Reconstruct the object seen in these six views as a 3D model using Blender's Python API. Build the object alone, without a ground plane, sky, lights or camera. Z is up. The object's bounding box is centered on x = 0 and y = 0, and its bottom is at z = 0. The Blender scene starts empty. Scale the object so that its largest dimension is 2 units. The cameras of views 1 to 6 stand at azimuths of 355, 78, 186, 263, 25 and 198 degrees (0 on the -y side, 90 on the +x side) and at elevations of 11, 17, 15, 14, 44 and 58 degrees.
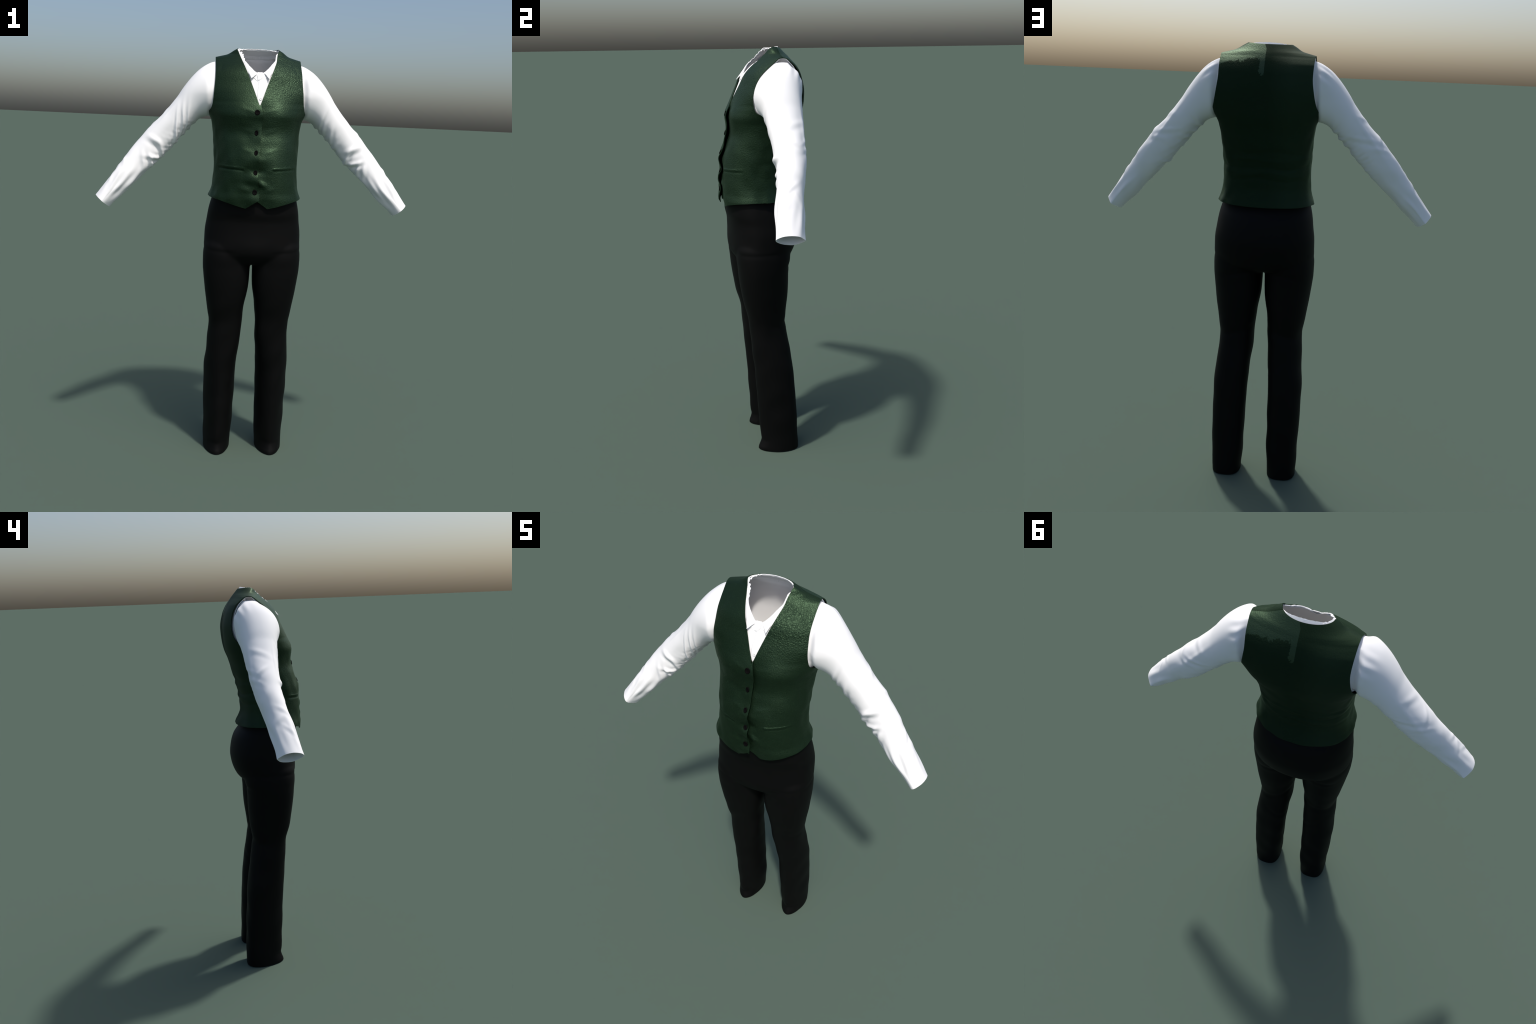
import bpy, math
import numpy as np

rng = np.random.default_rng(7)

# ----------------------------------------------------------------- helpers
def sm(z, zs, vs):
    """monotone-ish smooth (Catmull-Rom/Hermite) interpolation of a profile table"""
    zs = np.asarray(zs, float); vs = np.asarray(vs, float)
    if zs[0] > zs[-1]:
        zs = zs[::-1]; vs = vs[::-1]
    d = np.diff(vs) / np.diff(zs)
    m = np.empty_like(vs)
    m[0], m[-1] = d[0], d[-1]
    m[1:-1] = np.where(d[:-1] * d[1:] > 0, 2 * d[:-1] * d[1:] / (d[:-1] + d[1:] + 1e-12), 0)
    z = np.clip(np.asarray(z, float), zs[0], zs[-1])
    i = np.clip(np.searchsorted(zs, z) - 1, 0, len(zs) - 2)
    h = zs[i + 1] - zs[i]; t = (z - zs[i]) / h
    return ((2*t**3 - 3*t**2 + 1) * vs[i] + (t**3 - 2*t**2 + t) * h * m[i]
            + (-2*t**3 + 3*t**2) * vs[i + 1] + (t**3 - t**2) * h * m[i + 1])

def gauss(x, s):
    return np.exp(-(x / s) ** 2)

def sstep(a, b, x):
    t = np.clip((x - a) / (b - a), 0, 1)
    return t * t * (3 - 2 * t)

def wobble(a, b, c, seed, n=6, lo=1.0, hi=3.0):
    """cheap smooth pseudo noise in three coordinates, range about -1..1"""
    r = np.random.default_rng(seed)
    out = 0
    for k in range(n):
        d = r.normal(size=3); d /= np.linalg.norm(d)
        f = r.uniform(lo, hi)
        out = out + np.sin(2 * np.pi * f * (d[0]*a + d[1]*b + d[2]*c) + r.uniform(0, 6.28))
    return out / math.sqrt(n)

def grid_faces(nr, nc, closed):
    i = np.arange(nr - 1)[:, None]
    j = np.arange(nc if closed else nc - 1)[None, :]
    j2 = (j + 1) % nc
    return np.stack([i*nc + j, i*nc + j2, (i+1)*nc + j2, (i+1)*nc + j], -1).reshape(-1, 4)

def tris_of(quads):
    return np.concatenate([quads[:, [0, 1, 2]], quads[:, [0, 2, 3]]])

def clip(V, T, f, eps=1e-9):
    """keep the part of a triangle mesh where the field f(V) > 0, cutting edges exactly"""
    d = f(V)
    d = np.where(np.abs(d) < 2e-5, 2e-5, d)
    ins = d > 0
    k = ins[T].sum(1)
    keep = [T[k == 3]]
    cache = {}; newV = []
    n0 = len(V)
    def cut(a, b):
        key = (a, b) if a < b else (b, a)
        if key not in cache:
            t = d[key[0]] / (d[key[0]] - d[key[1]])
            cache[key] = n0 + len(newV)
            newV.append(V[key[0]] * (1 - t) + V[key[1]] * t)
        return cache[key]
    add = []
    for tri in T[(k == 1) | (k == 2)]:
        tri = [int(q) for q in tri]
        s = [bool(ins[q]) for q in tri]
        if sum(s) == 1:
            i = s.index(True); a, b, c = tri[i], tri[(i+1) % 3], tri[(i+2) % 3]
            add.append((a, cut(a, b), cut(a, c)))
        else:
            i = s.index(False); a, b, c = tri[i], tri[(i+1) % 3], tri[(i+2) % 3]
            p, q = cut(a, b), cut(a, c)
            add.append((p, b, c)); add.append((p, c, q))
    if add: keep.append(np.array(add))
    T = np.concatenate(keep)
    if newV: V = np.concatenate([V, np.array(newV)])
    used = np.unique(T)
    m = np.full(len(V), -1); m[used] = np.arange(len(used))
    return V[used], m[T]

def vnormals(V, T):
    n = np.cross(V[T[:, 1]] - V[T[:, 0]], V[T[:, 2]] - V[T[:, 0]])
    N = np.zeros_like(V)
    for k in range(3): np.add.at(N, T[:, k], n)
    return N / (np.linalg.norm(N, axis=1, keepdims=True) + 1e-20)

def mesh_obj(name, V, F, mats, N=None, fmat=None, parent=None):
    me = bpy.data.meshes.new(name)
    F = np.asarray(F)
    k = F.shape[1]
    me.vertices.add(len(V)); me.vertices.foreach_set("co", np.asarray(V, np.float32).ravel())
    me.loops.add(F.size); me.loops.foreach_set("vertex_index", F.astype(np.int32).ravel())
    me.polygons.add(len(F))
    me.polygons.foreach_set("loop_start", np.arange(0, F.size, k, dtype=np.int32))
    me.polygons.foreach_set("loop_total", np.full(len(F), k, np.int32))
    for m in mats: me.materials.append(m)
    if fmat is not None: me.polygons.foreach_set("material_index", np.asarray(fmat, np.int32))
    me.polygons.foreach_set("use_smooth", np.ones(len(F), bool))
    me.update(calc_edges=True); me.validate()
    if N is not None:
        me.normals_split_custom_set_from_vertices([tuple(n) for n in N])
    ob = bpy.data.objects.new(name, me)
    bpy.context.scene.collection.objects.link(ob)
    if parent is not None: ob.parent = parent
    return ob

def shell(V, T, thick, N=None):
    """give an open surface thickness inward: outer, inner, and a rim with its own crisp vertices.
    returns V, T, N, tag (0 outer, 1 inner, 2 rim)"""
    if N is None: N = vnormals(V, T)
    n = len(V)
    inner = V - N * (thick if np.isscalar(thick) else thick[:, None])
    e = np.concatenate([T[:, [0, 1]], T[:, [1, 2]], T[:, [2, 0]]])
    es = np.sort(e, 1); key = es[:, 0].astype(np.int64) * n + es[:, 1]
    _, inv, cnt = np.unique(key, return_inverse=True, return_counts=True)
    be = e[cnt[inv] == 1]
    a, b = be[:, 0], be[:, 1]
    bv = np.unique(be); mp = np.full(n, -1); mp[bv] = np.arange(len(bv))
    o0 = 2 * n; i0 = 2 * n + len(bv)
    rim = np.concatenate([np.stack([o0+mp[a], i0+mp[a], i0+mp[b]], 1), np.stack([o0+mp[a], i0+mp[b], o0+mp[b]], 1)])
    VV = np.concatenate([V, inner, V[bv], inner[bv]])
    TT = np.concatenate([T, T[:, ::-1] + n, rim])
    rn = vnormals(VV, rim)
    NN = np.concatenate([N, -N, rn[o0:i0], rn[i0:]])
    # soften the rim edge a little
    NN[o0:i0] += 0.35 * N[bv]; NN[i0:] -= 0.35 * N[bv]
    NN /= np.linalg.norm(NN, axis=1, keepdims=True) + 1e-20
    tag = np.concatenate([np.zeros(len(T), int), np.ones(len(T), int), np.full(len(rim), 2)])
    return VV, TT, NN, tag

def subset(V, T, N, sel, extra=None):
    T2 = T[sel]; used = np.unique(T2)
    m = np.full(len(V), -1); m[used] = np.arange(len(used))
    return V[used], m[T2], N[used]

# --------------------------------------------------------------- materials
def new_mat(name):
    m = bpy.data.materials.new(name); m.use_nodes = True
    nt = m.node_tree; b = nt.nodes["Principled BSDF"]
    return m, nt, b

def nd(nt, typ, **kw):
    n = nt.nodes.new(typ)
    for k, v in kw.items():
        if k in n.inputs: n.inputs[k].default_value = v
        else: setattr(n, k, v)
    return n

def math_n(nt, op, a, b=None, clamp=False):
    n = nt.nodes.new("ShaderNodeMath"); n.operation = op; n.use_clamp = clamp
    for i, v in enumerate((a, b)):
        if v is None: continue
        if isinstance(v, (int, float)): n.inputs[i].default_value = v
        else: nt.links.new(v, n.inputs[i])
    return n.outputs[0]

def ramp(nt, fac, p0, p1, c0=(0, 0, 0, 1), c1=(1, 1, 1, 1)):
    r = nt.nodes.new("ShaderNodeValToRGB")
    r.color_ramp.elements[0].position = p0; r.color_ramp.elements[0].color = c0
    r.color_ramp.elements[1].position = p1; r.color_ramp.elements[1].color = c1
    nt.links.new(fac, r.inputs[0]); return r.outputs[0]

def mix_col(nt, fac, a, b):
    n = nt.nodes.new("ShaderNodeMix"); n.data_type = 'RGBA'
    for sock, v in ((n.inputs[0], fac), (n.inputs[6], a), (n.inputs[7], b)):
        if isinstance(v, (tuple, float, int)): sock.default_value = v
        else: nt.links.new(v, sock)
    return n.outputs[2]

def mix_val(nt, fac, a, b):
    n = nt.nodes.new("ShaderNodeMix"); n.data_type = 'FLOAT'
    for sock, v in ((n.inputs[0], fac), (n.inputs[2], a), (n.inputs[3], b)):
        if isinstance(v, (float, int)): sock.default_value = v
        else: nt.links.new(v, sock)
    return n.outputs[0]

def shirt_material():
    m, nt, b = new_mat("white_cotton")
    tc = nd(nt, "ShaderNodeTexCoord")
    n1 = nd(nt, "ShaderNodeTexNoise", Scale=9.0, Detail=3.0); nt.links.new(tc.outputs["Object"], n1.inputs["Vector"])
    col = mix_col(nt, n1.outputs["Fac"], (0.90, 0.90, 0.90, 1), (0.86, 0.86, 0.87, 1))
    nt.links.new(col, b.inputs["Base Color"])
    b.inputs["Roughness"].default_value = 0.85
    b.inputs["Specular IOR Level"].default_value = 0.25
    return m

def trouser_material():
    m, nt, b = new_mat("black_wool")
    tc = nd(nt, "ShaderNodeTexCoord")
    n1 = nd(nt, "ShaderNodeTexNoise", Scale=6.0, Detail=4.0); nt.links.new(tc.outputs["Object"], n1.inputs["Vector"])
    col = mix_col(nt, n1.outputs["Fac"], (0.0017, 0.0017, 0.0018, 1), (0.0028, 0.0028, 0.0028, 1))
    nt.links.new(col, b.inputs["Base Color"])
    b.inputs["Roughness"].default_value = 0.62
    b.inputs["Specular IOR Level"].default_value = 0.12
    n2 = nd(nt, "ShaderNodeTexNoise", Scale=420.0, Detail=2.0); nt.links.new(tc.outputs["Object"], n2.inputs["Vector"])
    bp = nd(nt, "ShaderNodeBump", Strength=0.12, Distance=0.001); nt.links.new(n2.outputs["Fac"], bp.inputs["Height"])
    nt.links.new(bp.outputs[0], b.inputs["Normal"])
    return m

def vest_material():
    m, nt, b = new_mat("green_brocade")
    L = nt.links
    tc = nd(nt, "ShaderNodeTexCoord"); P = tc.outputs["Object"]
    sep = nd(nt, "ShaderNodeSeparateXYZ"); L.new(P, sep.inputs[0])
    X, Y, Z = sep.outputs
    # fabric colour, slow variation plus fine fleck
    n1 = nd(nt, "ShaderNodeTexNoise", Scale=7.0, Detail=3.0); L.new(P, n1.inputs["Vector"])
    n2 = nd(nt, "ShaderNodeTexNoise", Scale=230.0, Detail=2.0); L.new(P, n2.inputs["Vector"])
    c = mix_col(nt, n1.outputs["Fac"], (0.0042, 0.0118, 0.0062, 1), (0.0072, 0.0168, 0.0082, 1))
    fl = ramp(nt, n2.outputs["Fac"], 0.55, 0.75)
    fl = math_n(nt, 'MULTIPLY', fl, 0.35)
    c = mix_col(nt, fl, c, (0.026, 0.056, 0.026, 1))
    # paler, shinier patch across the back of one shoulder with a torn-looking border
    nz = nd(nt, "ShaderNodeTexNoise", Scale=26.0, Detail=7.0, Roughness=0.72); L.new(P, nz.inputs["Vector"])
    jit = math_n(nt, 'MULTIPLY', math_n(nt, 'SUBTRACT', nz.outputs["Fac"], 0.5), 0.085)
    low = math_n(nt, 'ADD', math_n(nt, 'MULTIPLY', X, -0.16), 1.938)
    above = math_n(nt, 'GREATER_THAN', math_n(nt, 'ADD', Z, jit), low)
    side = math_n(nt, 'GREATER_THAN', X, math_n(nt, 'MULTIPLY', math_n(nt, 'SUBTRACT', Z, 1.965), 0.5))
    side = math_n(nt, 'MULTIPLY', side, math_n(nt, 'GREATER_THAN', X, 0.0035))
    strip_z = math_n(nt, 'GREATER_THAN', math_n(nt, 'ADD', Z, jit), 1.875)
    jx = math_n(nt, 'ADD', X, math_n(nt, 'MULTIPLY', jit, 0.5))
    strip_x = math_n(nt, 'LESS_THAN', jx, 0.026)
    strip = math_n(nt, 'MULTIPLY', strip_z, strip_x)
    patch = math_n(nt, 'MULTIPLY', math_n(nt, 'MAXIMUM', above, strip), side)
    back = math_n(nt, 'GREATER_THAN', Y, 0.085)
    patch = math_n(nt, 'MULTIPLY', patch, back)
    bk = ramp(nt, Y, 0.055, 0.085)
    c = mix_col(nt, math_n(nt, 'MULTIPLY', bk, 0.65), c, (0.0140, 0.0270, 0.0150, 1))
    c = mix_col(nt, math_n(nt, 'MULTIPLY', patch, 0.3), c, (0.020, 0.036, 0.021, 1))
    L.new(c, b.inputs["Base Color"])
    isback = ramp(nt, Y, 0.055, 0.085)
    dull = math_n(nt, 'MULTIPLY', isback, math_n(nt, 'SUBTRACT', 1.0, patch))
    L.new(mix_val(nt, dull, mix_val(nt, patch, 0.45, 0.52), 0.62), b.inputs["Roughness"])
    dsp = math_n(nt, 'MULTIPLY_ADD', ramp(nt, math_n(nt, 'MULTIPLY', X, -1.0), 0.02, 0.11), 0.14)  # shoulder sheen painted by specular level, suppressed near the spine
    dsp.node.inputs[2].default_value = 0.05
    L.new(mix_val(nt, dull, mix_val(nt, patch, mix_val(nt, ramp(nt, math_n(nt, 'ADD', X, 0.5), 0.46, 0.58), 0.38, 0.60), 0.75), dsp), b.inputs["Specular IOR Level"])  # gloss raised on +x front to bake in the sunlit side's highlight
    b.inputs["Specular Tint"].default_value = (0.62, 1.0, 0.62, 1)
    L.new(mix_val(nt, dull, 0.30, 0.05), b.inputs["Metallic"])
    # pebbled relief, strong on the fronts, faint on the back
    v = nd(nt, "ShaderNodeTexNoise", Scale=120.0, Detail=3.0, Roughness=0.6); L.new(P, v.inputs["Vector"])
    v2 = nd(nt, "ShaderNodeTexVoronoi", Scale=115.0, feature='DISTANCE_TO_EDGE')
    wv = nd(nt, "ShaderNodeTexNoise", Scale=60.0, Detail=2.0); L.new(P, wv.inputs["Vector"])
    wmix = nd(nt, "ShaderNodeMix", data_type='VECTOR'); wmix.inputs[0].default_value = 0.012
    L.new(P, wmix.inputs[4]); L.new(wv.outputs["Color"], wmix.inputs[5]); L.new(wmix.outputs[1], v2.inputs["Vector"])
    cell = ramp(nt, v2.outputs["Distance"], 0.0, 0.30)
    h = math_n(nt, 'ADD', math_n(nt, 'MULTIPLY', v.outputs["Fac"], 0.9), math_n(nt, 'MULTIPLY', cell, 0.48))
    front = ramp(nt, Y, 0.0, 0.06, (1, 1, 1, 1), (0.35, 0.35, 0.35, 1))
    bp = nd(nt, "ShaderNodeBump", Distance=0.004); L.new(h, bp.inputs["Height"])
    # bump is strongest on the wearer's left chest and nearly flat on the right front
    leftside = ramp(nt, math_n(nt, 'ADD', X, 0.5), 0.48, 0.56)
    chest = ramp(nt, math_n(nt, 'SUBTRACT', Z, 1.0), 0.74, 0.84)
    st = math_n(nt, 'ADD', math_n(nt, 'MULTIPLY', leftside, math_n(nt, 'ADD', math_n(nt, 'MULTIPLY', chest, 0.24), 0.07)), 0.15)
    L.new(math_n(nt, 'MULTIPLY', front, st), bp.inputs["Strength"])
    L.new(bp.outputs[0], b.inputs["Normal"])
    return m

def plain(name, col, rough, spec=0.3):
    m, nt, b = new_mat(name)
    tc = nd(nt, "ShaderNodeTexCoord")
    n1 = nd(nt, "ShaderNodeTexNoise", Scale=60.0, Detail=2.0); nt.links.new(tc.outputs["Object"], n1.inputs["Vector"])
    c = mix_col(nt, n1.outputs["Fac"], tuple(x * 0.85 for x in col) + (1,), tuple(x * 1.15 for x in col) + (1,))
    nt.links.new(c, b.inputs["Base Color"])
    b.inputs["Roughness"].default_value = rough
    b.inputs["Specular IOR Level"].default_value = spec
    return m

M_SHIRT = shirt_material()
M_WOOL = trouser_material()
M_VEST = vest_material()
M_VEST_INSIDE = plain("black_inside", (0.0025, 0.003, 0.0025), 0.9, 0.05)
M_BUTTON = plain("dark_horn", (0.0030, 0.0027, 0.0028), 0.75, 0.05)
M_PEARL = plain("white_button", (0.80, 0.80, 0.80), 0.4, 0.4)

# -------------------------------------------------- torso form (vest surface)
# sections by height: half width, centre line, front and back reach, squareness
TW = ([2.035, 2.02, 2.0, 1.985, 1.966, 1.955, 1.945, 1.93, 1.908, 1.875, 1.84, 1.80, 1.77, 1.74, 1.72, 1.70, 1.685, 1.66, 1.60, 1.52, 1.45, 1.375, 1.31, 1.24],
      [0.004, 0.050, 0.085, 0.112, 0.143, 0.184, 0.222, 0.241, 0.252, 0.268, 0.281, 0.286, 0.273, 0.254, 0.240, 0.2295, 0.222, 0.2115, 0.203, 0.1975, 0.195, 0.200, 0.2155, 0.232])
TC = ([2.035, 1.985, 1.955, 1.93, 1.90, 1.85, 1.80, 1.74, 1.66, 1.55, 1.45, 1.3, 1.24],
      [0.060, 0.062, 0.082, 0.085, 0.080, 0.065, 0.056, 0.050, 0.040, 0.010, -0.010, -0.005, 0.0])
TF = ([2.035, 1.985, 1.955, 1.92, 1.87, 1.835, 1.79, 1.73, 1.68, 1.64, 1.57, 1.488, 1.44, 1.40, 1.34, 1.27, 1.24],
      [0.055, 0.024, -0.005, -0.038, -0.070, -0.084, -0.104, -0.129, -0.142, -0.141, -0.156, -0.176, -0.179, -0.182, -0.183, -0.175, -0.172])
TB = ([2.035, 1.998, 1.975, 1.949, 1.92, 1.87, 1.80, 1.73, 1.69, 1.642, 1.55, 1.517, 1.463, 1.389, 1.32, 1.24],
      [0.065, 0.106, 0.127, 0.149, 0.168, 0.191, 0.203, 0.200, 0.193, 0.176, 0.152, 0.143, 0.132, 0.125, 0.147, 0.170])
TNF = ([2.035, 1.965, 1.945, 1.93, 1.908, 1.875, 1.75, 1.72, 1.68, 1.55, 1.4, 1.3, 1.24], [2.0, 1.6, 1.35, 1.45, 1.7, 1.95, 2.0, 2.2, 2.35, 2.3, 2.4, 2.5, 2.5])
TNB = ([2.035, 1.965, 1.945, 1.93, 1.908, 1.875, 1.80, 1.75, 1.70, 1.62, 1.55, 1.4, 1.24], [2.0, 1.9, 1.65, 1.9, 2.4, 2.5, 2.55, 2.75, 2.8, 2.5, 2.35, 2.2, 2.0])

def section(z, inset=0.0):
    w = sm(z, *TW) - inset; yc = sm(z, *TC)
    df = yc - sm(z, *TF) - inset; db = sm(z, *TB) - yc - inset
    return np.maximum(w, 1e-3), yc, np.maximum(df, 1e-3), np.maximum(db, 1e-3), sm(z, *TNF), sm(z, *TNB)

def torso_point(phi, z, inset=0.0):
    """phi = 0 at centre front, growing to +x"""
    w, yc, df, db, nf, nb = section(z, inset)
    s, c = np.sin(phi), np.cos(phi)
    d = np.where(c > 0, df, db); n = np.where(c > 0, nf, nb)
    r = (np.abs(s / w) ** n + np.abs(c / d) ** n) ** (-1 / n)
    return np.stack([r * s, yc - r * c, z + 0 * phi], -1)

def front_y(x, z, inset=0.0):
    w, yc, df, db, nf, nb = section(np.asarray(z, float), inset)
    q = np.clip(1 - np.abs(np.asarray(x) / w) ** nf, 0, 1)
    return yc - df * q ** (1 / nf)

_zs = np.linspace(1.25, 2.034, 1600)
_w, _yc, _df, _db, _nf, _nb = section(_zs)
def top_z(x, y):
    """height of the shoulder surface above plan point x, y"""
    dy = y - _yc
    d = np.where(dy < 0, _df, _db); n = np.where(dy < 0, _nf, _nb)
    g = np.abs(x / _w) ** n + np.abs(dy / d) ** n
    k = np.nonzero(g <= 1)[0]
    return _zs[k[-1]]

def row_heights(z0, z1, step):
    """rows spaced evenly along the surface rather than by height"""
    z = np.linspace(z0, z1, 4000)
    w, yc, df, db, *_ = section(z)
    s = np.sqrt(np.diff(z) ** 2 + np.maximum(np.diff(w) ** 2, np.maximum(np.diff(yc - df) ** 2, np.diff(yc + db) ** 2)))
    s = np.concatenate([[0], np.cumsum(s)])
    return np.interp(np.linspace(0, s[-1], int(s[-1] / step) + 1), s, z)

root = bpy.data.objects.new("formal_outfit", None)
bpy.context.scene.collection.objects.link(root)
root["label"] = "empty worn suit: green vest, white shirt, black trousers"
root["category"] = "clothing outfit"

# =================================================================== VEST
BUTTON_Z = [1.702, 1.612, 1.524, 1.436, 1.349]
def edge_x(z):
    return sm(z, [1.24, 1.30, 1.345, 1.385, 1.41, 1.45, 1.49, 1.55, 1.62, 1.68, 1.73, 1.80],
              [0.007, 0.008, 0.008, 0.001, -0.001, 0.003, 0.001, 0.006, 0.010, 0.013, 0.006, 0.0])

def vest_relief(x, y, z):
    """folds and pulls of the vest, outward metres"""
    front = sstep(0.03, -0.06, y); back = sstep(0.03, 0.09, y)
    a = np.abs(x)
    d = 0 * x
    d -= front * 0.0055 * gauss(x, 0.07) * sstep(1.74, 1.66, z)
    # chest muscles under the cloth and the hollow below them
    d += front * 0.0045 * gauss(a - 0.095, 0.06) * gauss(z - 1.70, 0.055)
    d -= front * 0.005 * gauss(a - 0.085, 0.08) * gauss(z - 1.605, 0.03)
    # tugs at the closure
    pl = gauss(x + 0.002, 0.035)
    for bz in BUTTON_Z:
        d -= front * 0.0022 * gauss(x + 0.011, 0.020) * gauss(z - bz, 0.014)
        d += front * 0.0015 * gauss(z - bz - 0.25 * (a - 0.02), 0.010) * gauss(a - 0.05, 0.03)
    d += front * 0.0085 * gauss(x - 0.022, 0.022) * gauss(z - 1.384 + 0.35 * (x - 0.02), 0.016)
    d += front * 0.0035 * gauss(x - 0.010, 0.03) * gauss(z - 1.490, 0.02)
    d -= front * 0.0040 * gauss(x + 0.030, 0.05) * gauss(z - 1.445 , 0.016)
    d -= front * 0.0030 * gauss(x - 0.020, 0.03) * gauss(z - 1.440, 0.014)
    d -= front * 0.0040 * gauss(x + 0.035, 0.035) * gauss(z - 1.377 + 0.1 * x, 0.014)
    # waist rolls running round sides and back
    for zc, am, wd, tilt, ph in ((1.515, 0.0040, 0.011, 0.06, 0.3), (1.478, -0.0045, 0.010, 0.10, 1.2), (1.452, 0.0035, 0.011, -0.05, 2.2),
                             (1.424, -0.0030, 0.010, -0.08, 0.7), (1.545, -0.0030, 0.012, 0.03, 2.9)):
        line = zc + tilt * (a - 0.1) * 0.6 + 0.006 * np.sin(x * 28 + ph)
        d += am * (back * 0.9 + 0.35 * gauss(y - 0.02, 0.05)) * gauss(z - line, wd) * (0.75 + 0.25 * np.sin(x * 17 + ph * 3))
    d += 0.0012 * wobble(x * 7, y * 7, z * 9, 3) * sstep(1.70, 1.60, z)
    # shoulder blades
    d += back * 0.004 * gauss(a - 0.11, 0.05) * gauss(z - 1.80, 0.08)
    d -= back * 0.004 * gauss(a, 0.03) * gauss(z - 1.74, 0.12)
    # the pocket mouths: a lip with a crease under it
    pz = 1.453 + 0.006 * (a - 0.066) / 0.10
    inp = sstep(0.060, 0.072, a) * sstep(0.180, 0.168, a) * front
    d += inp * (0.0010 * gauss(z - pz - 0.002, 0.006) - np.where(x < 0, 0.0027, 0.0013) * gauss(z - pz + 0.0085, 0.0045))
    # hem stands off slightly
    d += 0.003 * sstep(1.345, 1.31, z)
    # small slack near shoulder tip in front
    d -= front * 0.004 * gauss(a - 0.165 - 0.4 * (1.92 - z), 0.010) * gauss(z - 1.915, 0.03)
    return d

zr = row_heights(1.255, 2.03, 0.0036)
NC = 420
LAP = 0.16                     # the under panel runs on this far (radians) below the over panel
u = np.linspace(0, 1, NC)
phi_edge = np.arctan2(edge_x(zr), 0.16)             # starts at the free edge ...
# the strip goes from the free edge of the over (-x) panel, round the back, to below it again
PH = phi_edge[:, None] - u[None, :] * (2 * np.pi + LAP)
Zg = np.repeat(zr[:, None], NC, 1)
Pg = torso_point(PH, Zg)
s_over = (phi_edge[:, None] - PH)
def closure_lift(so, z):
    """the over panel stands proud toward its free edge, the under panel sinks"""
    over = 0.0040 * sstep(0.70, 0.10, so) + 0.0085 * sstep(0.40, 0.0, so) * (0.75 + 0.32 * np.sin(z * 62 + 2.49))
    under = -0.0060 * sstep(2 * np.pi - 0.55, 2 * np.pi - 0.02, so)
    return (over * sstep(1.755, 1.68, z) + under * sstep(1.78, 1.72, z))
lift = closure_lift(s_over, Zg)
rel = vest_relief(Pg[..., 0], Pg[..., 1], Pg[..., 2])
Nq = vnormals(Pg.reshape(-1, 3), tris_of(grid_faces(len(zr), NC, False))).reshape(Pg.shape)
sgn = np.sign(np.sum(Nq * (Pg - np.array([0, 0.03, 1.6])), -1).mean()); Nq *= sgn
Pg = Pg + Nq * (rel + lift)[..., None]
V = Pg.reshape(-1, 3)
T = tris_of(grid_faces(len(zr), NC, False))
if sgn < 0: T = T[:, ::-1]
OV = np.concatenate([V, np.stack([s_over.ravel()], 1)], 1)      # carry the strip coordinate through the cuts

def armhole(P):
    x, y, z = np.abs(P[:, 0]), P[:, 1], P[:, 2]
    lim = sm(z, [1.60, 1.685, 1.70, 1.72, 1.75, 1.80, 1.86, 1.90, 1.945, 2.0], [0.30, 0.240, 0.2270, 0.2145, 0.2085, 0.2045, 0.2005, 0.2000, 0.2000, 0.2000])
    lim = lim + sstep(0.06, 0.13, y) * sm(z, [1.6, 1.69, 1.715, 1.75, 1.80, 1.86, 1.90, 2.0], [0.012, 0.012, 0.0135, 0.007, 0.000, -0.004, -0.003, 0.0])
    return lim - x
def neckline(P):
    x, y, z = np.abs(P[:, 0]), P[:, 1], P[:, 2]
    vee = x - sm(z, [1.60, 1.730, 1.80, 1.861, 1.936, 1.985, 2.03], [-0.06, 0.0, 0.026, 0.0495, 0.080, 0.0990, 0.115]) * (1 - 0.07 * (P[:, 0] > 0) * sstep(1.93, 1.97, z))
    ring = (np.sqrt((x / np.where(P[:, 0] > 0, 0.0915, 0.0985)) ** 2 + ((y - 0.060) / 0.053) ** 2) - 1) * 0.07
    return np.where(y < 0.060, vee, np.where(z > 1.93, ring, 1.0))
def hem(P):
    x, y, z = P[:, 0], P[:, 1], P[:, 2]
    a = np.abs(x)
    pts = np.interp(a, [0, 0.050, 0.09, 0.13, 0.175, 0.215, 0.25], [1.3085, 1.2735, 1.2835, 1.2950, 1.3065, 1.314, 1.314])
    tip = np.where(a < 0.05, 1.3085 - 0.70 * a, pts)
    line = np.where(y < 0, tip, 1.313 - 0.003 * sstep(0.06, 0.14, y))
    return z - line
for f in (armhole, neckline, hem):
    OV, T = clip(OV, T, f)
V = OV[:, :3]; SO = OV[:, 3]
vV, vT, vN, tag = shell(V, T, 0.004)
SOall = np.concatenate([SO, SO, np.full(len(vV) - 2 * len(V), np.nan)])
cen = vV[vT].mean(1)
# panels: two fronts and the back, split at the side seams and just ahead of the shoulder ridge
sline = sm(cen[:, 2], [1.2, 1.6, 1.75, 1.9, 1.95, 2.0], [0.0, 0.02, 0.03, 0.06, 0.065, 0.05])
isf = cen[:, 1] < sline
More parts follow.
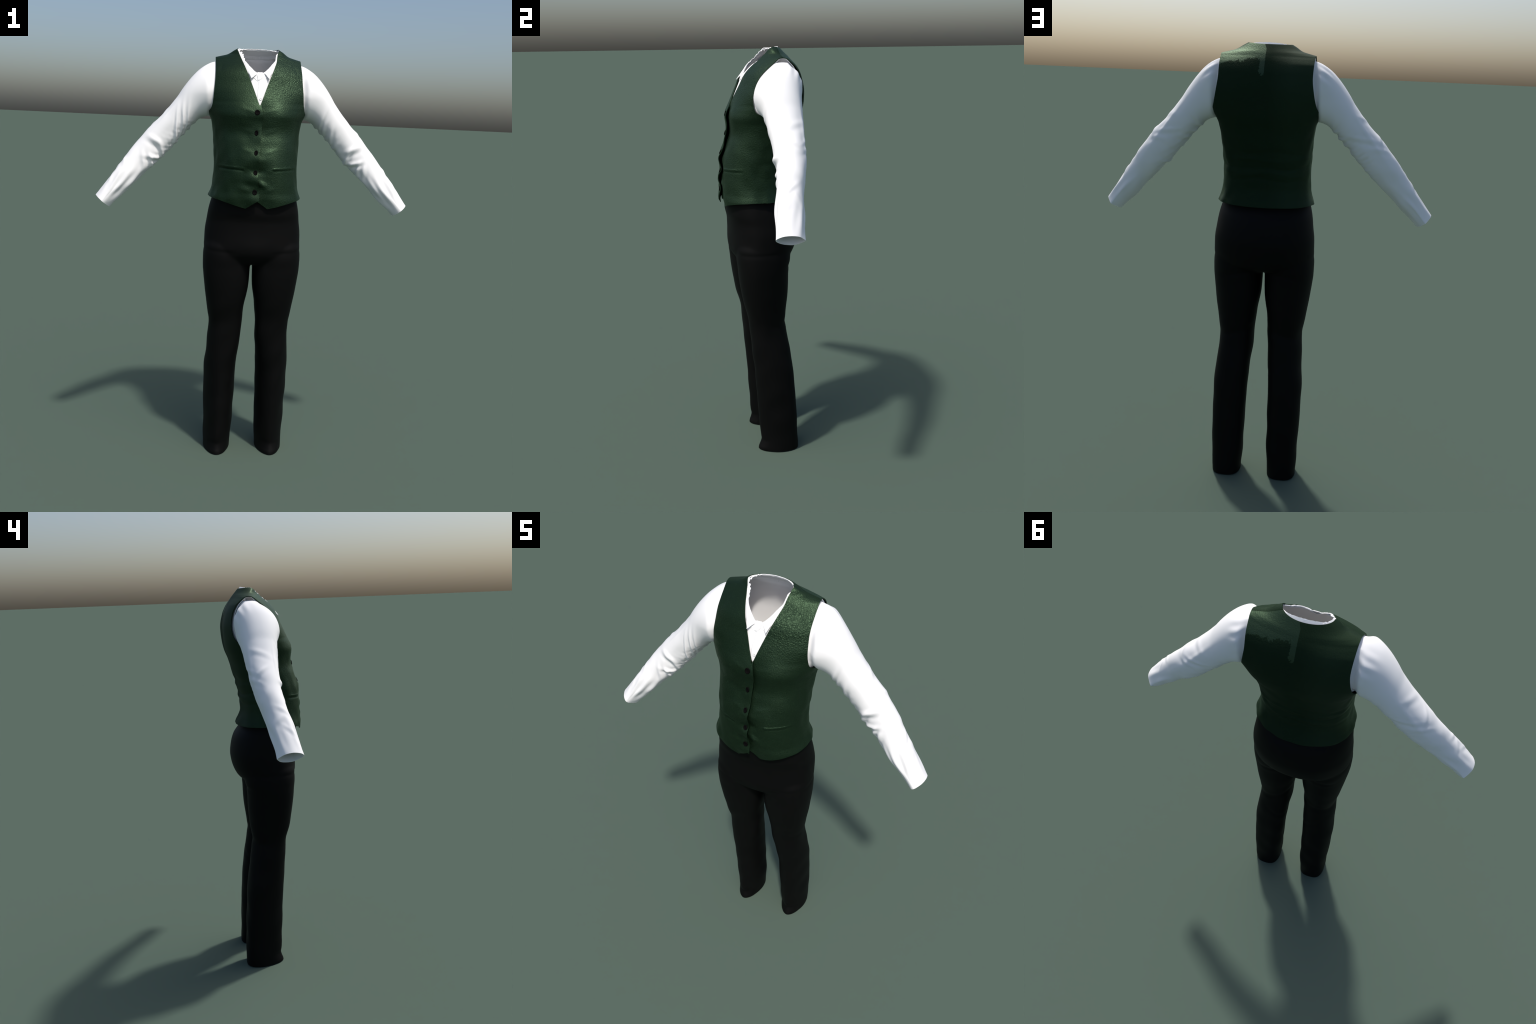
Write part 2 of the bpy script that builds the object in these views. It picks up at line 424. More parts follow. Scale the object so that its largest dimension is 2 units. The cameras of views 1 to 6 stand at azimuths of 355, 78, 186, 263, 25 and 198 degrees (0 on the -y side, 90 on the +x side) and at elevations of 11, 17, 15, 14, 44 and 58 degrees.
# the overlapping closure is told apart by the strip coordinate, elsewhere by the side of the body
so_face = np.nanmin(np.where(np.isnan(SOall[vT]), 99, SOall[vT]), 1)
left = np.where(so_face > 50, cen[:, 0] < edge_x(cen[:, 2]) - 0.0, so_face < np.pi)
mat_idx = (tag == 1).astype(int)
vest = None
bV, bT, bN = subset(vV, vT, vN, ~isf)
vest = mesh_obj("vest", bV, bT, [M_VEST, M_VEST_INSIDE], bN, mat_idx[~isf], root)
for selr in (isf & left, isf & ~left):
    pV, pT, pN = subset(vV, vT, vN, selr)
    mesh_obj("front_panel", pV, pT, [M_VEST, M_VEST_INSIDE], pN, mat_idx[selr], vest)

def vest_front(x, z, out=0.0):
    y = front_y(x, z)
    return y - vest_relief(np.array([x]), np.array([y]), np.array([z]))[0] - out

# buttons: lathe with a raised rim and dished centre
def button_mesh(name, r, h, mat):
    prof = [(0, 0.62*h), (0.30*r, 0.60*h), (0.55*r, 0.66*h), (0.70*r, 0.95*h), (0.84*r, 1.0*h), (0.95*r, 0.85*h), (r, 0.5*h), (0.97*r, 0.1*h), (0.85*r, 0), (0, 0)]
    n = 28; V = []; F = []
    for (pr, ph) in prof:
        for k in range(n):
            t = 2 * math.pi * k / n
            V.append((max(pr, 1e-5) * math.cos(t), max(pr, 1e-5) * math.sin(t), ph))
    F = grid_faces(len(prof), n, True)
    me = mesh_obj(name, np.array(V), F, [mat])
    data = me.data; bpy.data.objects.remove(me)
    return data

from mathutils import Vector, Matrix
def place_button(data, name, x, z, yfun, parent, tilt=0.0, sx=1.0):
    e = 0.012
    y = yfun(x, z)
    tx = Vector((2*e, yfun(x+e, z) - yfun(x-e, z), 0)).normalized()
    tz = Vector((0, yfun(x, z+e) - yfun(x, z-e), 2*e)).normalized()
    n = tx.cross(tz).normalized()
    R = Matrix((tx, n.cross(tx), n)).transposed().to_4x4()
    ob = bpy.data.objects.new(name, data)
    bpy.context.scene.collection.objects.link(ob)
    ob.parent = parent
    ob.matrix_world = Matrix.Translation((x, y, z)) @ R @ Matrix.Rotation(tilt, 4, 'Y') @ Matrix.Diagonal((sx, 1, 1, 1))
    return ob
bdat = button_mesh("vest_button", 0.0122, 0.0045, M_BUTTON)
for bz, sx, tl in zip(BUTTON_Z, (1.0, 0.72, 0.74, 0.80, 0.92), (0, -.25, -.22, -.2, -.1)):
    place_button(bdat, "vest_button", -0.0115, bz, lambda x, z: vest_front(x, z, float(closure_lift((edge_x(z) - x) / 0.16, z)) - 0.0005), vest, tl, sx)

# pocket welts: narrow raised strips with a rounded section, let into the fronts
for sx in (-1, 1):
    n = 40; sec = [(-0.0060, -0.0030), (-0.0056, 0.0002), (-0.004, 0.0009), (0.003, 0.0008), (0.0058, 0.0003), (0.0070, -0.0020)]
    V = []
    for k in range(n):
        t = k / (n - 1)
        x = sx * (0.066 + t * 0.100); z = 1.454 + 0.006 * t
        endt = min(1, min(t, 1 - t) / 0.06)
        for (dz, o) in sec:
            zz = z + dz * (0.6 + 0.4 * endt)
            V.append((x, vest_front(x, zz, o * endt - 0.001 * (1 - endt)), zz))
    F = grid_faces(n, len(sec), False)
    if sx < 0: F = F[:, ::-1]
    mesh_obj("pocket_welt", np.array(V), F[:, ::-1], [M_VEST], None, None, vest)

# ================================================================== SHIRT
INS = 0.0135
zr2 = row_heights(1.33, 2.0, 0.006)
NC2 = 260
ph2 = np.linspace(0, 2 * np.pi, NC2, endpoint=False)
def shirt_inset(x, z):
    return INS - 0.0065 * gauss(x, 0.055) * sstep(1.72, 1.79, z) + 0.014 * gauss(x, 0.08) * sstep(1.725, 1.70, z)
_Z2 = np.repeat(zr2[:, None], NC2, 1); _F2 = np.repeat(ph2[None, :], len(zr2), 0)
_ins = shirt_inset(0.12 * np.sin(_F2), _Z2)
_ins = np.where(np.cos(_F2) > 0, _ins, INS) - 0.0070 * sstep(1.93, 1.97, _Z2)
P2 = torso_point(_F2, _Z2, _ins)
V2 = P2.reshape(-1, 3)
T2 = tris_of(grid_faces(len(zr2), NC2, True))
def neck_hole(P):
    return rim_clear(P[:, 0], P[:, 1]) + 5 * (P[:, 2] < 1.83)
def tuck(q, inset):
    """pull a point horizontally inside the vest form"""
    w, yc, df, db, nf, nb = section(q[2], inset)
    dy = q[1] - yc
    d, e = (df, nf) if dy < 0 else (db, nb)
    g = ((abs(q[0]) / w) ** e + (abs(dy) / d) ** e) ** (1 / e)
    return np.array([q[0] / g, yc + dy / g, q[2]]) if g > 1 else q
# neck rim in plan, from centre front round to centre back (half, mirrored), and its height
RA = [0.0, 0.30, 0.55, 0.85, 1.20, 1.55, 1.90, 2.25, 2.65, 3.1416]
RX = [0.000, 0.031, 0.053, 0.073, 0.087, 0.0925, 0.088, 0.071, 0.042, 0.0]
RY = [-0.0625, -0.048, -0.031, -0.009, 0.015, 0.042, 0.068, 0.088, 0.100, 0.105]
RZ = [1.8625, 1.890, 1.913, 1.936, 1.960, 1.976, 1.985, 1.990, 1.9935, 1.995]
def rim_point(phi):
    a = abs(phi)
    q = np.array([math.copysign(1, phi) * float(sm(a, RA, RX)), float(sm(a, RA, RY)), float(sm(a, RA, RZ))])
    if phi > 0: q[0] += 0.0095 * sstep(0.62, 0.95, a) * sstep(2.2, 1.7, a)
    k = sstep(0.35, 0.75, a) * sstep(2.3, 1.9, a)
    return q + (tuck(q, 0.0045 if phi < 0 else 0.0085) - q) * k
def rim_out(phi):
    a = abs(phi); e = 0.02
    p, q = max(a - e, 0), min(a + e, math.pi)
    t = np.array([sm(q, RA, RX) - sm(p, RA, RX), sm(q, RA, RY) - sm(p, RA, RY)]); t /= np.linalg.norm(t)
    return np.array([math.copysign(1, phi) * t[1], -t[0], 0.0])
_ra = np.linspace(0, math.pi, 200)
_ry, _rx = sm(_ra, RA, RY), sm(_ra, RA, RX)
def rim_clear(x, y):
    hw = np.interp(y, _ry, _rx, left=0, right=0)
    inside = (y > -0.057) & (y < 0.106)
    return np.where(inside, np.abs(x) - hw * 1.01 - 0.001, 0.01 + np.where(y < 0, -0.057 - y, y - 0.106))
V2, T2 = clip(V2, T2, neck_hole)
V2, T2 = clip(V2, T2, lambda P: np.where(P[:, 2] > 1.69, armhole(P) - 0.004, 1.0))
if np.sum(vnormals(V2, T2) * (V2 - [0, 0.03, 1.6])) < 0: T2 = T2[:, ::-1]
sV, sT, sN, _ = shell(V2, T2, 0.0025)
shirt = mesh_obj("shirt", sV, sT, [M_SHIRT], sN, None, root)

# ---- sleeves: oval tube along a bent arm line
#         x      z      y      half (in arm plane)  half (front-back)
ARM = np.array([
    [0.150, 1.822, 0.052, 0.105, 0.112],
    [0.180, 1.819, 0.052, 0.115, 0.119],
    [0.205, 1.809, 0.052, 0.1195, 0.119],
    [0.232, 1.791, 0.053, 0.1135, 0.109],
    [0.262, 1.767, 0.055, 0.098, 0.098],
    [0.292, 1.742, 0.057, 0.083, 0.089],
    [0.325, 1.709, 0.057, 0.0705, 0.082],
    [0.366, 1.661, 0.056, 0.067, 0.076],
    [0.411, 1.610, 0.054, 0.0665, 0.070],
    [0.452, 1.564, 0.051, 0.067, 0.066],
    [0.496, 1.515, 0.046, 0.0660, 0.061],
    [0.530, 1.478, 0.037, 0.0635, 0.057],
    [0.564, 1.438, 0.025, 0.0590, 0.056],
    [0.600, 1.395, 0.014, 0.0545, 0.057],
    [0.636, 1.353, 0.005, 0.0500, 0.057],
    [0.673, 1.310, -0.003, 0.0455, 0.058],
    [0.708, 1.270, -0.011, 0.0410, 0.060]])
def sleeve(side, seed):
    seg = np.linalg.norm(np.diff(ARM[:, :3], axis=0), axis=1)
    S = np.concatenate([[0], np.cumsum(seg)]); L = S[-1]
    nr, nc = 300, 190
    s = np.linspace(0, L, nr)
    A = np.stack([sm(s, S, ARM[:, k]) if k > 2 else np.interp(s, S, ARM[:, k]) for k in range(5)], 1)
    # smooth the spine
    for k in range(3):
        a = A[:, k].copy()
        for _ in range(120): a[1:-1] = 0.25 * a[:-2] + 0.5 * a[1:-1] + 0.25 * a[2:]
        A[:, k] = a
    C = np.stack([A[:, 0], A[:, 2], A[:, 1]], 1)
    t = np.gradient(C, axis=0); t /= np.linalg.norm(t, axis=1, keepdims=True)
    # ring planes stay upright at the armhole and turn square to the arm further out
    k = sstep(0.0, 0.20, s)[:, None]
    tt = t * k + np.array([1.0, 0, 0]) * (1 - k)
    tt[:, 1] *= 0.6
    tt /= np.linalg.norm(tt, axis=1, keepdims=True)
    fr = np.array([0, -1.0, 0]) - tt * (tt @ np.array([0, -1.0, 0]))[:, None]
    fr /= np.linalg.norm(fr, axis=1, keepdims=True)
    up = np.cross(tt, fr); up *= np.sign(up[:, 2:3])
    th = np.linspace(0, 2 * np.pi, nc, endpoint=False)      # 0 = upper/outer line, pi/2 = front, pi = underside
    SS, TH = np.meshgrid(s, th, indexing="ij")
    q = SS / L
    cu, su = np.cos(TH), np.sin(TH)
    d = 0 * SS
    def ang(a, b): return (a - b + np.pi) % (2 * np.pi) - np.pi
    # fold = soft crest along a slanted line q = q0 + slope * (theta - th0), limited in theta
    def fold(q0, th0, slope, amp, wq, wth, sharp=0.0):
        dt = ang(TH, th0)
        e = (q - q0 - slope * dt) / wq
        prof = np.exp(-e ** 2) - 0.55 * np.exp(-(e - 1.7) ** 2) 
        return amp * prof * np.exp(-(dt / wth) ** 2)
    r = np.random.default_rng(seed)
    j = lambda v, a: v + r.uniform(-a, a)
    pi = np.pi
    # armpit gathers: creases that leave the front and run down and outward to the underside
    gathers = [(0.300, 1.95, .100, .0062, .011, .62), (0.345, 1.90, .105, .0068, .012, .70), (0.395, 1.95, .105, .0060, .012, .62), (0.430, 2.35, .080, .0045, .013, .50)] if side < 0 else \
              [(0.275, 2.05, .055, .0070, .010, .70), (0.330, 2.45, .060, .0050, .014, .50), (0.385, 2.35, .070, .0045, .015, .50)]
    gathers += [(0.300, 3.35, .01, .0055, .011, .45), (0.345, 3.40, .02, .0050, .012, .45), (0.395, 3.30, .01, .0045, .013, .45), (0.450, 3.1, .00, .0045, .013, .5), (0.275, 3.9, -.03, .0035, .011, .4)]
    for q0, th0, sl, am, wq, wt in gathers:
        d += fold(j(q0, .005), j(th0, .08), j(sl, .01), am * r.uniform(.85, 1.15), wq, wt)
    # elbow: one deep zigzag across the front and shorter ones breaking into the crook
    for q0, th0, sl, am, wq, wt in ((0.528, 1.60, -0.020, .0075, .018, .55), (0.555, 2.35, 0.045, .0075, .014, .45), (0.600, 2.30, -0.045, .0085, .015, .50),
                                    (0.645, 2.25, 0.045, .0080, .015, .50), (0.680, 2.0, 0.060, .0050, .018, .5), (0.57, 3.2, 0.01, .0040, .013, .5)):
        d += fold(j(q0, .006), j(th0, .10), j(sl, .01), am * r.uniform(.9, 1.1), wq, wt)
    for q0, th0, sl, am, wq, wt in ((0.36, 5.9, .05, .0035, .016, .6), (0.475, 6.1, -.04, .0040, .013, .5), (0.505, 5.5, .06, .0035, .015, .5), (0.66, 5.8, -.05, .0030, .018, .6),
                                    (0.735, 0.2, .05, .0035, .014, .5), (0.80, 5.9, -.06, .0035, .015, .5), (0.86, 0.5, .05, .0030, .014, .5), (0.43, 4.9, .10, .0035, .016, .7)):
        d += fold(j(q0, .015), j(th0, .25), j(sl, .02), 0.6 * am * r.uniform(.8, 1.2), 1.25 * wq, wt)
    d += 0.0030 * gauss(q - 0.50, 0.06) * gauss(ang(TH, 0.0), 0.9)
    # long drapes toward the wrist
    for th0, q0, am in ((1.1, .86, .0040), (1.75, .84, .0050), (2.35, .80, .0040), (0.55, .88, .0030), (4.6, .85, .0030), (5.5, .90, .0025)):
        dt = ang(TH, j(th0, .15) + 1.6 * (q - q0))
        d += am * gauss(dt, 0.20) * gauss(q - q0, 0.085) - 0.5 * am * gauss(dt - 0.38, 0.2) * gauss(q - q0, 0.085)
    # drag line down the outside of the upper arm
    dt = ang(TH, 0.75 + 0.5 * (q - .4)); d += 0.0022 * gauss(dt, 0.10) * gauss(q - 0.40, 0.09)
    dt = ang(TH, 5.3 - 0.9 * (q - .4)); d += 0.0030 * gauss(dt, 0.16) * gauss(q - 0.42, 0.14)
    und = 0.5 - 0.5 * np.cos(TH - 0.15)
    d += 0.0020 * wobble(q * 3.2, und * 0.8, su * 0.7, seed + 5) * sstep(0.26, 0.40, q) * (0.3 + 0.7 * und)
    d += 0.0012 * wobble(q * 20, und * 1.2, su, seed + 6) * sstep(0.26, 0.32, q) * und ** 3 * sstep(0.72, 0.6, q)
    # small pleats at the sleeve head behind the shoulder
    d += 0.0022 * gauss(q - 0.10, 0.025) * gauss(ang(TH, 5.6), 0.55) * np.sin(TH * 16)
    # slight boxy oval
    n = 2.15
    rr = (np.abs(cu) ** n + np.abs(su) ** n) ** (-1 / n)
    lens = sstep(0.80, 1.0, q)
    cu = np.sign(cu) * np.abs(cu) ** (1 + 0.45 * lens)
    rr = rr * (1 - lens) + lens
    a = A[:, 3][:, None] * rr + d; b = A[:, 4][:, None] * rr + d
    P = C[:, None, :] + up[:, None, :] * (a * cu)[..., None] + fr[:, None, :] * (b * su)[..., None]
    # lean the sleeve head back toward the shoulder seam and keep it beneath the vest
    P[..., 1] += 0.22 * np.maximum(P[..., 2] - 1.80, -0.02) * sstep(0.20, 0.03, s)[:, None]
    xx, yy, zz = P[..., 0], P[..., 1], P[..., 2]
    wt = sstep(0.232, 0.205, xx)
    ridge = np.interp(xx, TW[1][:9], TW[0][:9]) - 0.016
    zt = np.minimum(zz, ridge); P[..., 2] = zz + (zt - zz) * sstep(0.26, 0.205, xx); zz = P[..., 2]
    w, yc, df, db, nf, nb = section(zz, 0.0115)
    q0 = np.clip(1 - (xx / w) ** nf, 0, 1) ** (1 / nf); q1 = np.clip(1 - (xx / w) ** nb, 0, 1) ** (1 / nb)
    yn = np.clip(yy, yc - df * q0, np.maximum(yc + db * q1 - 0.013, yc - 0.5 * df * q0))
    P[..., 1] = yy + (yn - yy) * wt
    ws = (0.5 * sstep(0.26, 0.16, s) * sstep(0.0, 0.03, s))[:, None, None]
    for _ in range(24):
        m_ = P.copy(); m_[1:-1] = 0.5 * (P[:-2] + P[2:])
        P = P + (m_ - P) * ws
    P[..., 0] *= side
    F = grid_faces(nr, nc, True)
    T = tris_of(F)
    V = P.reshape(-1, 3)
    if np.sum(vnormals(V, T) * (V - np.repeat((C * [side, 1, 1])[:, None, :], nc, 1).reshape(-1, 3))) < 0: T = T[:, ::-1]
    V, T, N, _ = shell(V, T, 0.002)
    mesh_obj("sleeve", V, T, [M_SHIRT], N, None, shirt)
sleeve(-1, 11); sleeve(1, 23)

# ---- collar: a stand round the neck and a turned-down fall ending in two points
def lump(p, k): return 0.0016 * np.sin(p * 23 + k) + 0.0014 * np.sin(p * 37 + 2 * k) + 0.0008 * np.sin(p * 61 + 3 * k)
def rough_side(p, side):
    return sstep(0.45, 0.8, p) * (1.0 if side < 0 else 0.15) * sstep(2.6, 1.9, p) + 0.15
def fall_edge(p, side):
    """free edge of the fall: slipped beneath the vest, except the point in front"""
    R = rim_point(p * side) * [side, 1, 1]; o = rim_out(p)
    q = R + o * (0.016 + 0.014 * sstep(0.3, 1.2, p))
    q[2] = min(top_z(float(q[0]), float(q[1])) - 0.012, R[2] - 0.006)
    tip = np.array([0.0425, -0.0830, 1.8515])
    k = sstep(0.75, 0.16, p)
    return q * (1 - k) + tip * k
for side in (-1, 1):
    n, m = 150, 16
    ph = np.linspace(0.085 if side < 0 else 0.15, np.pi, n)
    V = np.zeros((n, m, 3))
    for i, p in enumerate(ph):
        R = rim_point(p * side) * [side, 1, 1]; o = rim_out(p); rs = rough_side(p, side)
        R[2] += lump(p, 1.0 + side) * rs + 0.003
        R += o * (lump(p, 2.3) - 0.001) * rs * 0.5
        B = fall_edge(p, side)
        front = sstep(0.6, 0.15, p)
        for k in range(m):
            t = k / (m - 1)
            q = R * (1 - t) + B * t
            q = q + o * (0.0015 + 0.0025 * front) * math.sin(math.pi * t) + np.array([0, 0, 0.0035 * math.sin(math.pi * min(1, 1.5 * t)) * (1 - t)])
            q = q + np.array([0, -0.0025, 0]) * front * t * t
            vx = float(sm(q[2], [1.60, 1.730, 1.80, 1.861, 1.936, 1.985, 2.03], [-0.06, 0.0, 0.026, 0.0495, 0.080, 0.1000, 0.118]))
            under = max(sstep(vx - 0.006, vx + 0.001, q[0]), sstep(0.75, 1.0, p))
            q = q + (tuck(q, 0.0075 - 0.003 * (1 - t)) - q) * under
            V[i, k] = q
    V[..., 0] *= side
    V = V.reshape(-1, 3); T = tris_of(grid_faces(n, m, False))
    if vnormals(V, T)[:, 2].sum() < 0: T = T[:, ::-1]
    V, T, N, _ = shell(V, T, 0.0020)
    mesh_obj("collar", V, T, [M_SHIRT], N, None, shirt)
# stand: continues the slope of the shoulders up to the rim
n, m = 240, 8
ph = np.linspace(-np.pi, np.pi, n, endpoint=False) + 1e-4
V = np.zeros((n, m, 3))
for i, p in enumerate(ph):
    sd = -1 if p < 0 else 1
    R = rim_point(p); o = rim_out(p); rs = rough_side(abs(p), sd)
    R = R + np.array([0, 0, 0.002 + lump(abs(p), 1.0 + sd) * rs * 0.9]) - o * 0.0015
    fr = sstep(0.9, 0.2, abs(p))
    low = rim_point(p) + o * 0.030 * (1 - fr)
    low[2] = (top_z(abs(float(low[0])), float(low[1])) - 0.0075) * (1 - fr) + (R[2] - 0.032) * fr
    low[1] += (float(front_y(low[0], low[2], 0.006)) - low[1]) * fr
    for k in range(m):
        t = k / (m - 1); q = R * (1 - t) + low * t
        V[i, k] = q + (tuck(q, 0.0055) - q) * sstep(0.5, 0.9, abs(p)) * min(1, 3 * t)
V = V.reshape(-1, 3)
ii = np.arange(n)[:, None] * m; i2 = (np.arange(n)[:, None] + 1) % n * m; kk = np.arange(m - 1)[None, :]
T = tris_of(np.stack([ii + kk, i2 + kk, i2 + kk + 1, ii + kk + 1], -1).reshape(-1, 4))
if np.sum(vnormals(V, T) * (V - [0, 0.016, 1.90])) < 0: T = T[:, ::-1]
V, T, N, _ = shell(V, T, 0.0020)
mesh_obj("collar_stand", V, T, [M_SHIRT], N, None, shirt)

# ---- placket strip down the shirt front, with band end and one small button showing
def shirt_front(x, z, out=0.0):
    return float(front_y(x, z, float(shirt_inset(np.array(x), np.array(z))))) - out
n = 50; V = []
for k in range(n):
    t = k / (n - 1); z = 1.853 - 0.118 * t
    xl = -0.003 - 0.010 * min(t * 1.6, 1); xr = xl + 0.030
    for x, o in ((xl, -0.002), (xl, 0.0014), (xl + .0015, 0.0020), (xl + 0.5*(xr-xl), 0.0022), (xr - 0.004, 0.0014), (xr, -0.001)):
        V.append((x, shirt_front(x, z, o), z))
V = np.array(V); F = grid_faces(n, 6, False)
if vnormals(V, tris_of(F))[:, 1].sum() > 0: F = F[:, ::-1]
mesh_obj("shirt_placket", V, F, [M_SHIRT], None, None, shirt)
pdat = button_mesh("shirt_button", 0.0055, 0.0028, M_PEARL)
place_button(pdat, "shirt_button", 0.003, 1.762, lambda x, z: shirt_front(x, z, 0.0020), shirt)
# band end: small rounded tab that closes the collar stand
n = 14; V = []
for k in range(n):
    t = k / (n - 1); x = -0.012 + 0.026 * t
    hgt = 0.024 * math.sqrt(max(0.04, 1 - max(0, (t - 0.35) / 0.66) ** 2))
    for q in np.linspace(0, 1, 6):
        z = 1.8735 - 0.002 * (1 - t) - hgt * q
        V.append((x, float(front_y(x, z, 0.0065)) - 0.0042 + 0.002 * q, z))
V = np.array(V); T = tris_of(grid_faces(n, 6, False))
if vnormals(V, T)[:, 1].sum() > 0: T = T[:, ::-1]
V, T, N, _ = shell(V, T, 0.002)
mesh_obj("collar_band", V, T, [M_SHIRT], N, None, shirt)

# =============================================================== TROUSERS
def loft_rings(rows, n=96):
    """rows: (z, x0, x1, yfront, yback, exp front, exp back); capped closed tube"""
    V = []; 
    th = np.linspace(0, 2 * np.pi, n, endpoint=False)
    for z, x0, x1, yf, yb, nf, nb in rows:
        w = (x1 - x0) / 2; cx = (x0 + x1) / 2; cy = 0.5 * (yf + yb) + float(sm(z, [-0.1, 0.4, 0.55, 0.70, 1.37], [0.10, 0.10, 0.0, -0.08, -0.06])) * (yb - yf)
        s, c = np.sin(th), np.cos(th)
        d = np.where(c > 0, cy - yf, yb - cy); e = np.where(c > 0, nf, nb)
        r = (np.abs(s / w) ** e + np.abs(c / d) ** e) ** (-1 / e)
        V.append(np.stack([cx + r * s, cy - r * c, np.full(n, z)], 1))
    V = np.concatenate(V); F = grid_faces(len(rows), n, True)
    return V, F

HIPZ = [1.37, 1.30, 1.25, 1.20, 1.15, 1.10, 1.06, 1.035, 1.012, 0.998, 0.990]
HW = [0.180, 0.202, 0.214, 0.221, 0.228, 0.2295, 0.2295, 0.226, 0.20, 0.14, 0.06]
HF = [-0.138, -0.158, -0.157, -0.147, -0.146, -0.147, -0.143, -0.133, -0.116, -0.095, -0.05]
HB = [0.105, 0.134, 0.168, 0.183, 0.189, 0.182, 0.168, 0.152, 0.120, 0.085, 0.04]
LEGZ = [1.14, 1.08, 1.03, 0.98, 0.95, 0.89, 0.84, 0.79, 0.74, 0.70, 0.66, 0.60, 0.53, 0.45, 0.36, 0.26, 0.18, 0.10, 0.05, 0.025, 0.0, -0.04]
LO = [0.218, 0.2285, 0.233, 0.2325, 0.230, 0.223, 0.217, 0.2105, 0.2025, 0.1965, 0.1965, 0.200, 0.205, 0.2095, 0.2095, 0.2085, 0.207, 0.205, 0.2035, 0.203, 0.2025, 0.202]
LI = [0.02, 0.010, 0.0065, 0.0055, 0.006, 0.0085, 0.0150, 0.0240, 0.030, 0.032, 0.034, 0.038, 0.044, 0.0505, 0.053, 0.0545, 0.0565, 0.060, 0.0635, 0.0655, 0.067, 0.068]
LF = [-0.10, -0.128, -0.129, -0.124, -0.122, -0.115, -0.107, -0.097, -0.085, -0.077, -0.073, -0.068, -0.0625, -0.055, -0.0485, -0.0425, -0.038, -0.034, -0.032, -0.036, -0.043, -0.046]
LB = [0.11, 0.128, 0.130, 0.123, 0.120, 0.1195, 0.117, 0.112, 0.107, 0.105, 0.108, 0.117, 0.1275, 0.139, 0.146, 0.1525, 0.156, 0.1595, 0.1615, 0.1625, 0.163, 0.163]

def trouser_source():
    zz = np.linspace(1.37, 0.990, 70)
    A = loft_rings([(z, -sm(z, HIPZ, HW), sm(z, HIPZ, HW), sm(z, HIPZ, HF), sm(z, HIPZ, HB), 2.4, 2.15) for z in zz])
    parts = [A]
    zz = np.linspace(1.14, -0.04, 150)
    for sd in (-1, 1):
        rows = []
        for z in zz:
            o, i = sm(z, LEGZ, LO), sm(z, LEGZ, LI)
            k = sstep(0.9, 0.1, z)
            x0, x1 = (i, o) if sd > 0 else (-o, -i)
            rows.append((z, x0, x1, sm(z, LEGZ, LF), sm(z, LEGZ, LB), 2.25 - 0.55 * k, 2.1 + 0.5 * k))
        parts.append(loft_rings(rows))
    return parts

import bmesh
bm = bmesh.new()
for V, F in trouser_source():
    vs = [bm.verts.new(v) for v in V]
    for f in F: bm.faces.new([vs[q] for q in f])
    n = 96
    bm.faces.new(vs[:n][::-1]); bm.faces.new(vs[-n:])
bmesh.ops.recalc_face_normals(bm, faces=bm.faces[:])
me = bpy.data.meshes.new("trouser_form"); bm.to_mesh(me); bm.free()
tmp = bpy.data.objects.new("trouser_form", me); bpy.context.scene.collection.objects.link(tmp)
rm = tmp.modifiers.new("r", 'REMESH'); rm.mode = 'VOXEL'; rm.voxel_size = 0.0042; rm.use_smooth_shade = True
s1 = tmp.modifiers.new("s", 'SMOOTH'); s1.factor = 0.5; s1.iterations = 26
dg = bpy.context.evaluated_depsgraph_get(); ev = tmp.evaluated_get(dg); em = ev.to_mesh()
V = np.zeros(len(em.vertices) * 3); em.vertices.foreach_get("co", V); V = V.reshape(-1, 3)
em.calc_loop_triangles()
T = np.zeros(len(em.loop_triangles) * 3, np.int32); em.loop_triangles.foreach_get("vertices", T); T = T.reshape(-1, 3).astype(int)
ev.to_mesh_clear(); bpy.data.objects.remove(tmp)
N = vnormals(V, T)
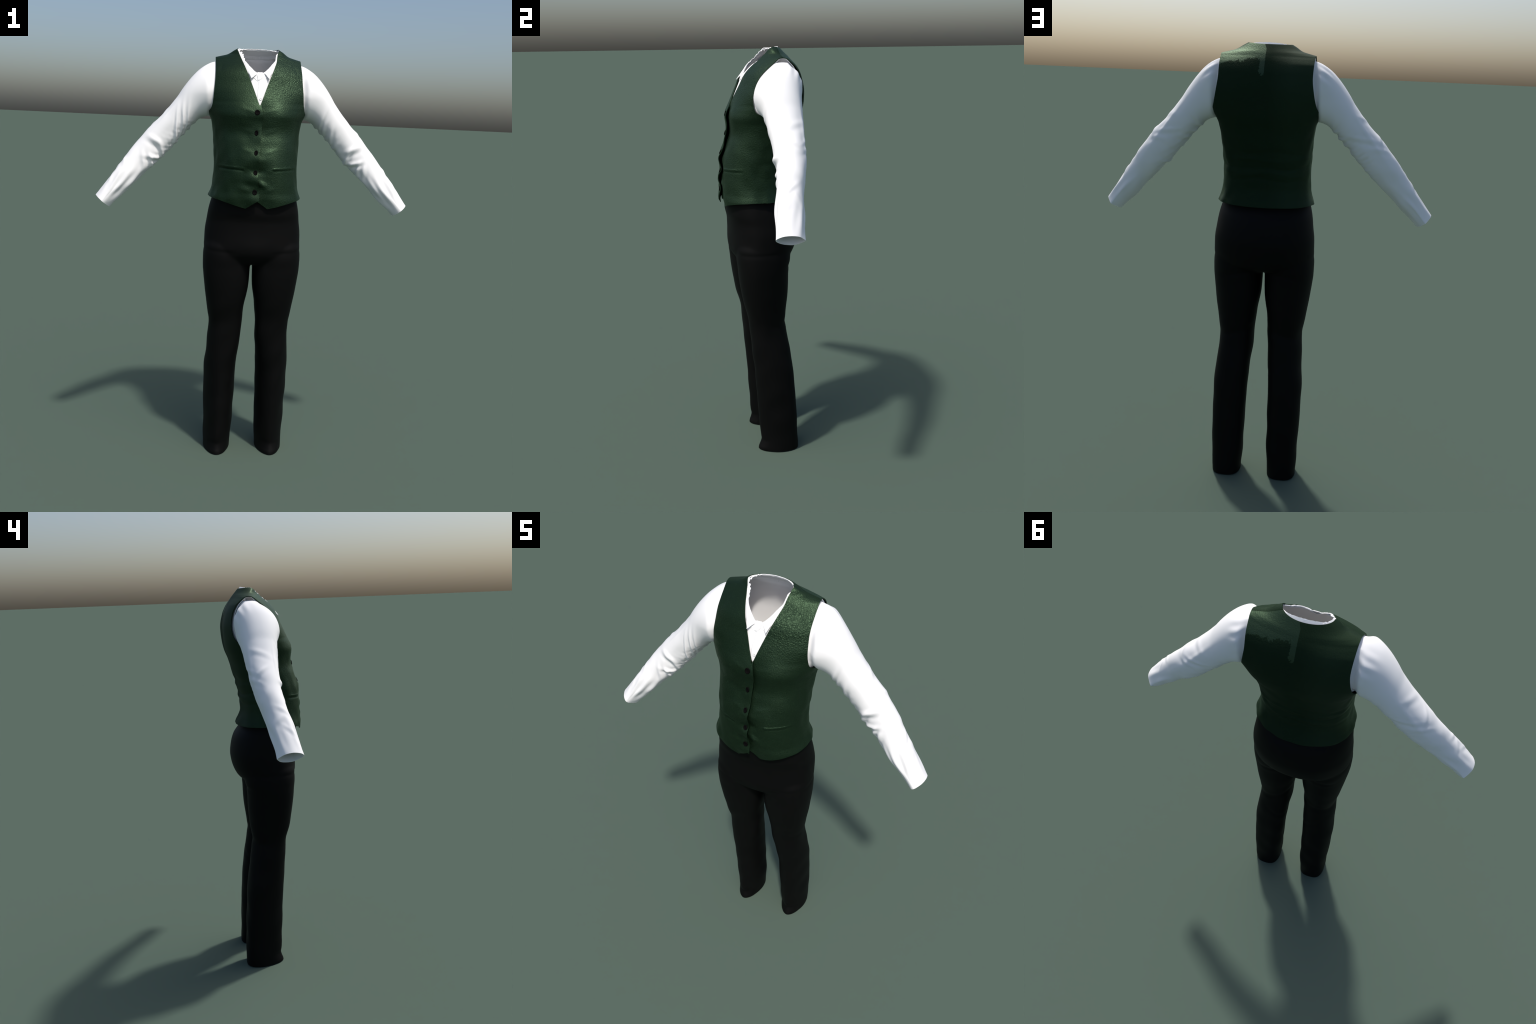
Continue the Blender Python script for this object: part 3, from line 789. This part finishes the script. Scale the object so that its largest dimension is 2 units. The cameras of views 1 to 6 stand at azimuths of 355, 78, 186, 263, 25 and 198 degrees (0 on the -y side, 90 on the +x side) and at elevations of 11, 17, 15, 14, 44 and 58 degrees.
def trouser_relief(V):
    x, y, z = V.T; a = np.abs(x)
    d = 0 * x
    fr = sstep(0.04, -0.03, y)
    # hip crease across the fronts, rising to the side
    line = 1.058 + 0.05 * (a - 0.1)
    d -= 0.0010 * gauss(z - line, 0.009) * sstep(0.05, 0.10, a) * sstep(0.10, 0.02, y)
    d += 0.0009 * gauss(z - line - 0.018, 0.014) * sstep(0.06, 0.12, a) * sstep(0.12, 0.02, y)
    # fly and lap
    d += 0.003 * gauss(a, 0.045) * gauss(z - 1.075, 0.05) * fr
    d -= 0.0015 * gauss(a - 0.055 - 0.35 * (1.03 - z), 0.022) * gauss(z - 1.01, 0.03) * fr
    # fold below the seat
    d -= 0.004 * gauss(z - 0.995 + 0.12 * (a - 0.1), 0.014) * sstep(0.03, 0.08, y) * sstep(0.21, 0.12, a)
    # knee breaks
    d += 0.0015 * wobble(x * 4, y * 4, z * 6, 41) * sstep(0.9, 0.75, z)
    d -= 0.003 * gauss(z - 0.705 + 0.25 * (a - 0.115), 0.02) * sstep(-0.01, 0.06, y)
    d -= 0.002 * gauss(z - 0.56 - 0.9 * (a - 0.10), 0.016) * sstep(0.0, 0.08, y) * gauss(a - 0.08, 0.05)
    # instep break just above the hem
    d -= 0.0025 * gauss(z - 0.055, 0.014) * sstep(0.02, -0.02, y)
    d += 0.0028 * gauss(z - 0.012, 0.016) * sstep(0.02, -0.02, y)
    return d
V = V + N * trouser_relief(V)[:, None]
V, T = clip(V, T, lambda P: 1.345 - P[:, 2])
V, T = clip(V, T, lambda P: P[:, 2] - 0.0008 - 0.004 * sstep(0.02, 0.10, np.abs(P[:, 1] - 0.06)) * 0)
V, T, N, _ = shell(V, T, 0.003)
cz = V[T][:, :, 2].mean(1); cx = V[T][:, :, 0].mean(1)
legsel = cz < 0.965
tV, tT, tN = subset(V, T, N, ~legsel)
trousers = mesh_obj("trousers", tV, tT, [M_WOOL], tN, None, root)
for sel in (legsel & (cx < 0), legsel & (cx >= 0)):
    lV, lT, lN = subset(V, T, N, sel)
    mesh_obj("trouser_leg", lV, lT, [M_WOOL], lN, None, trousers)
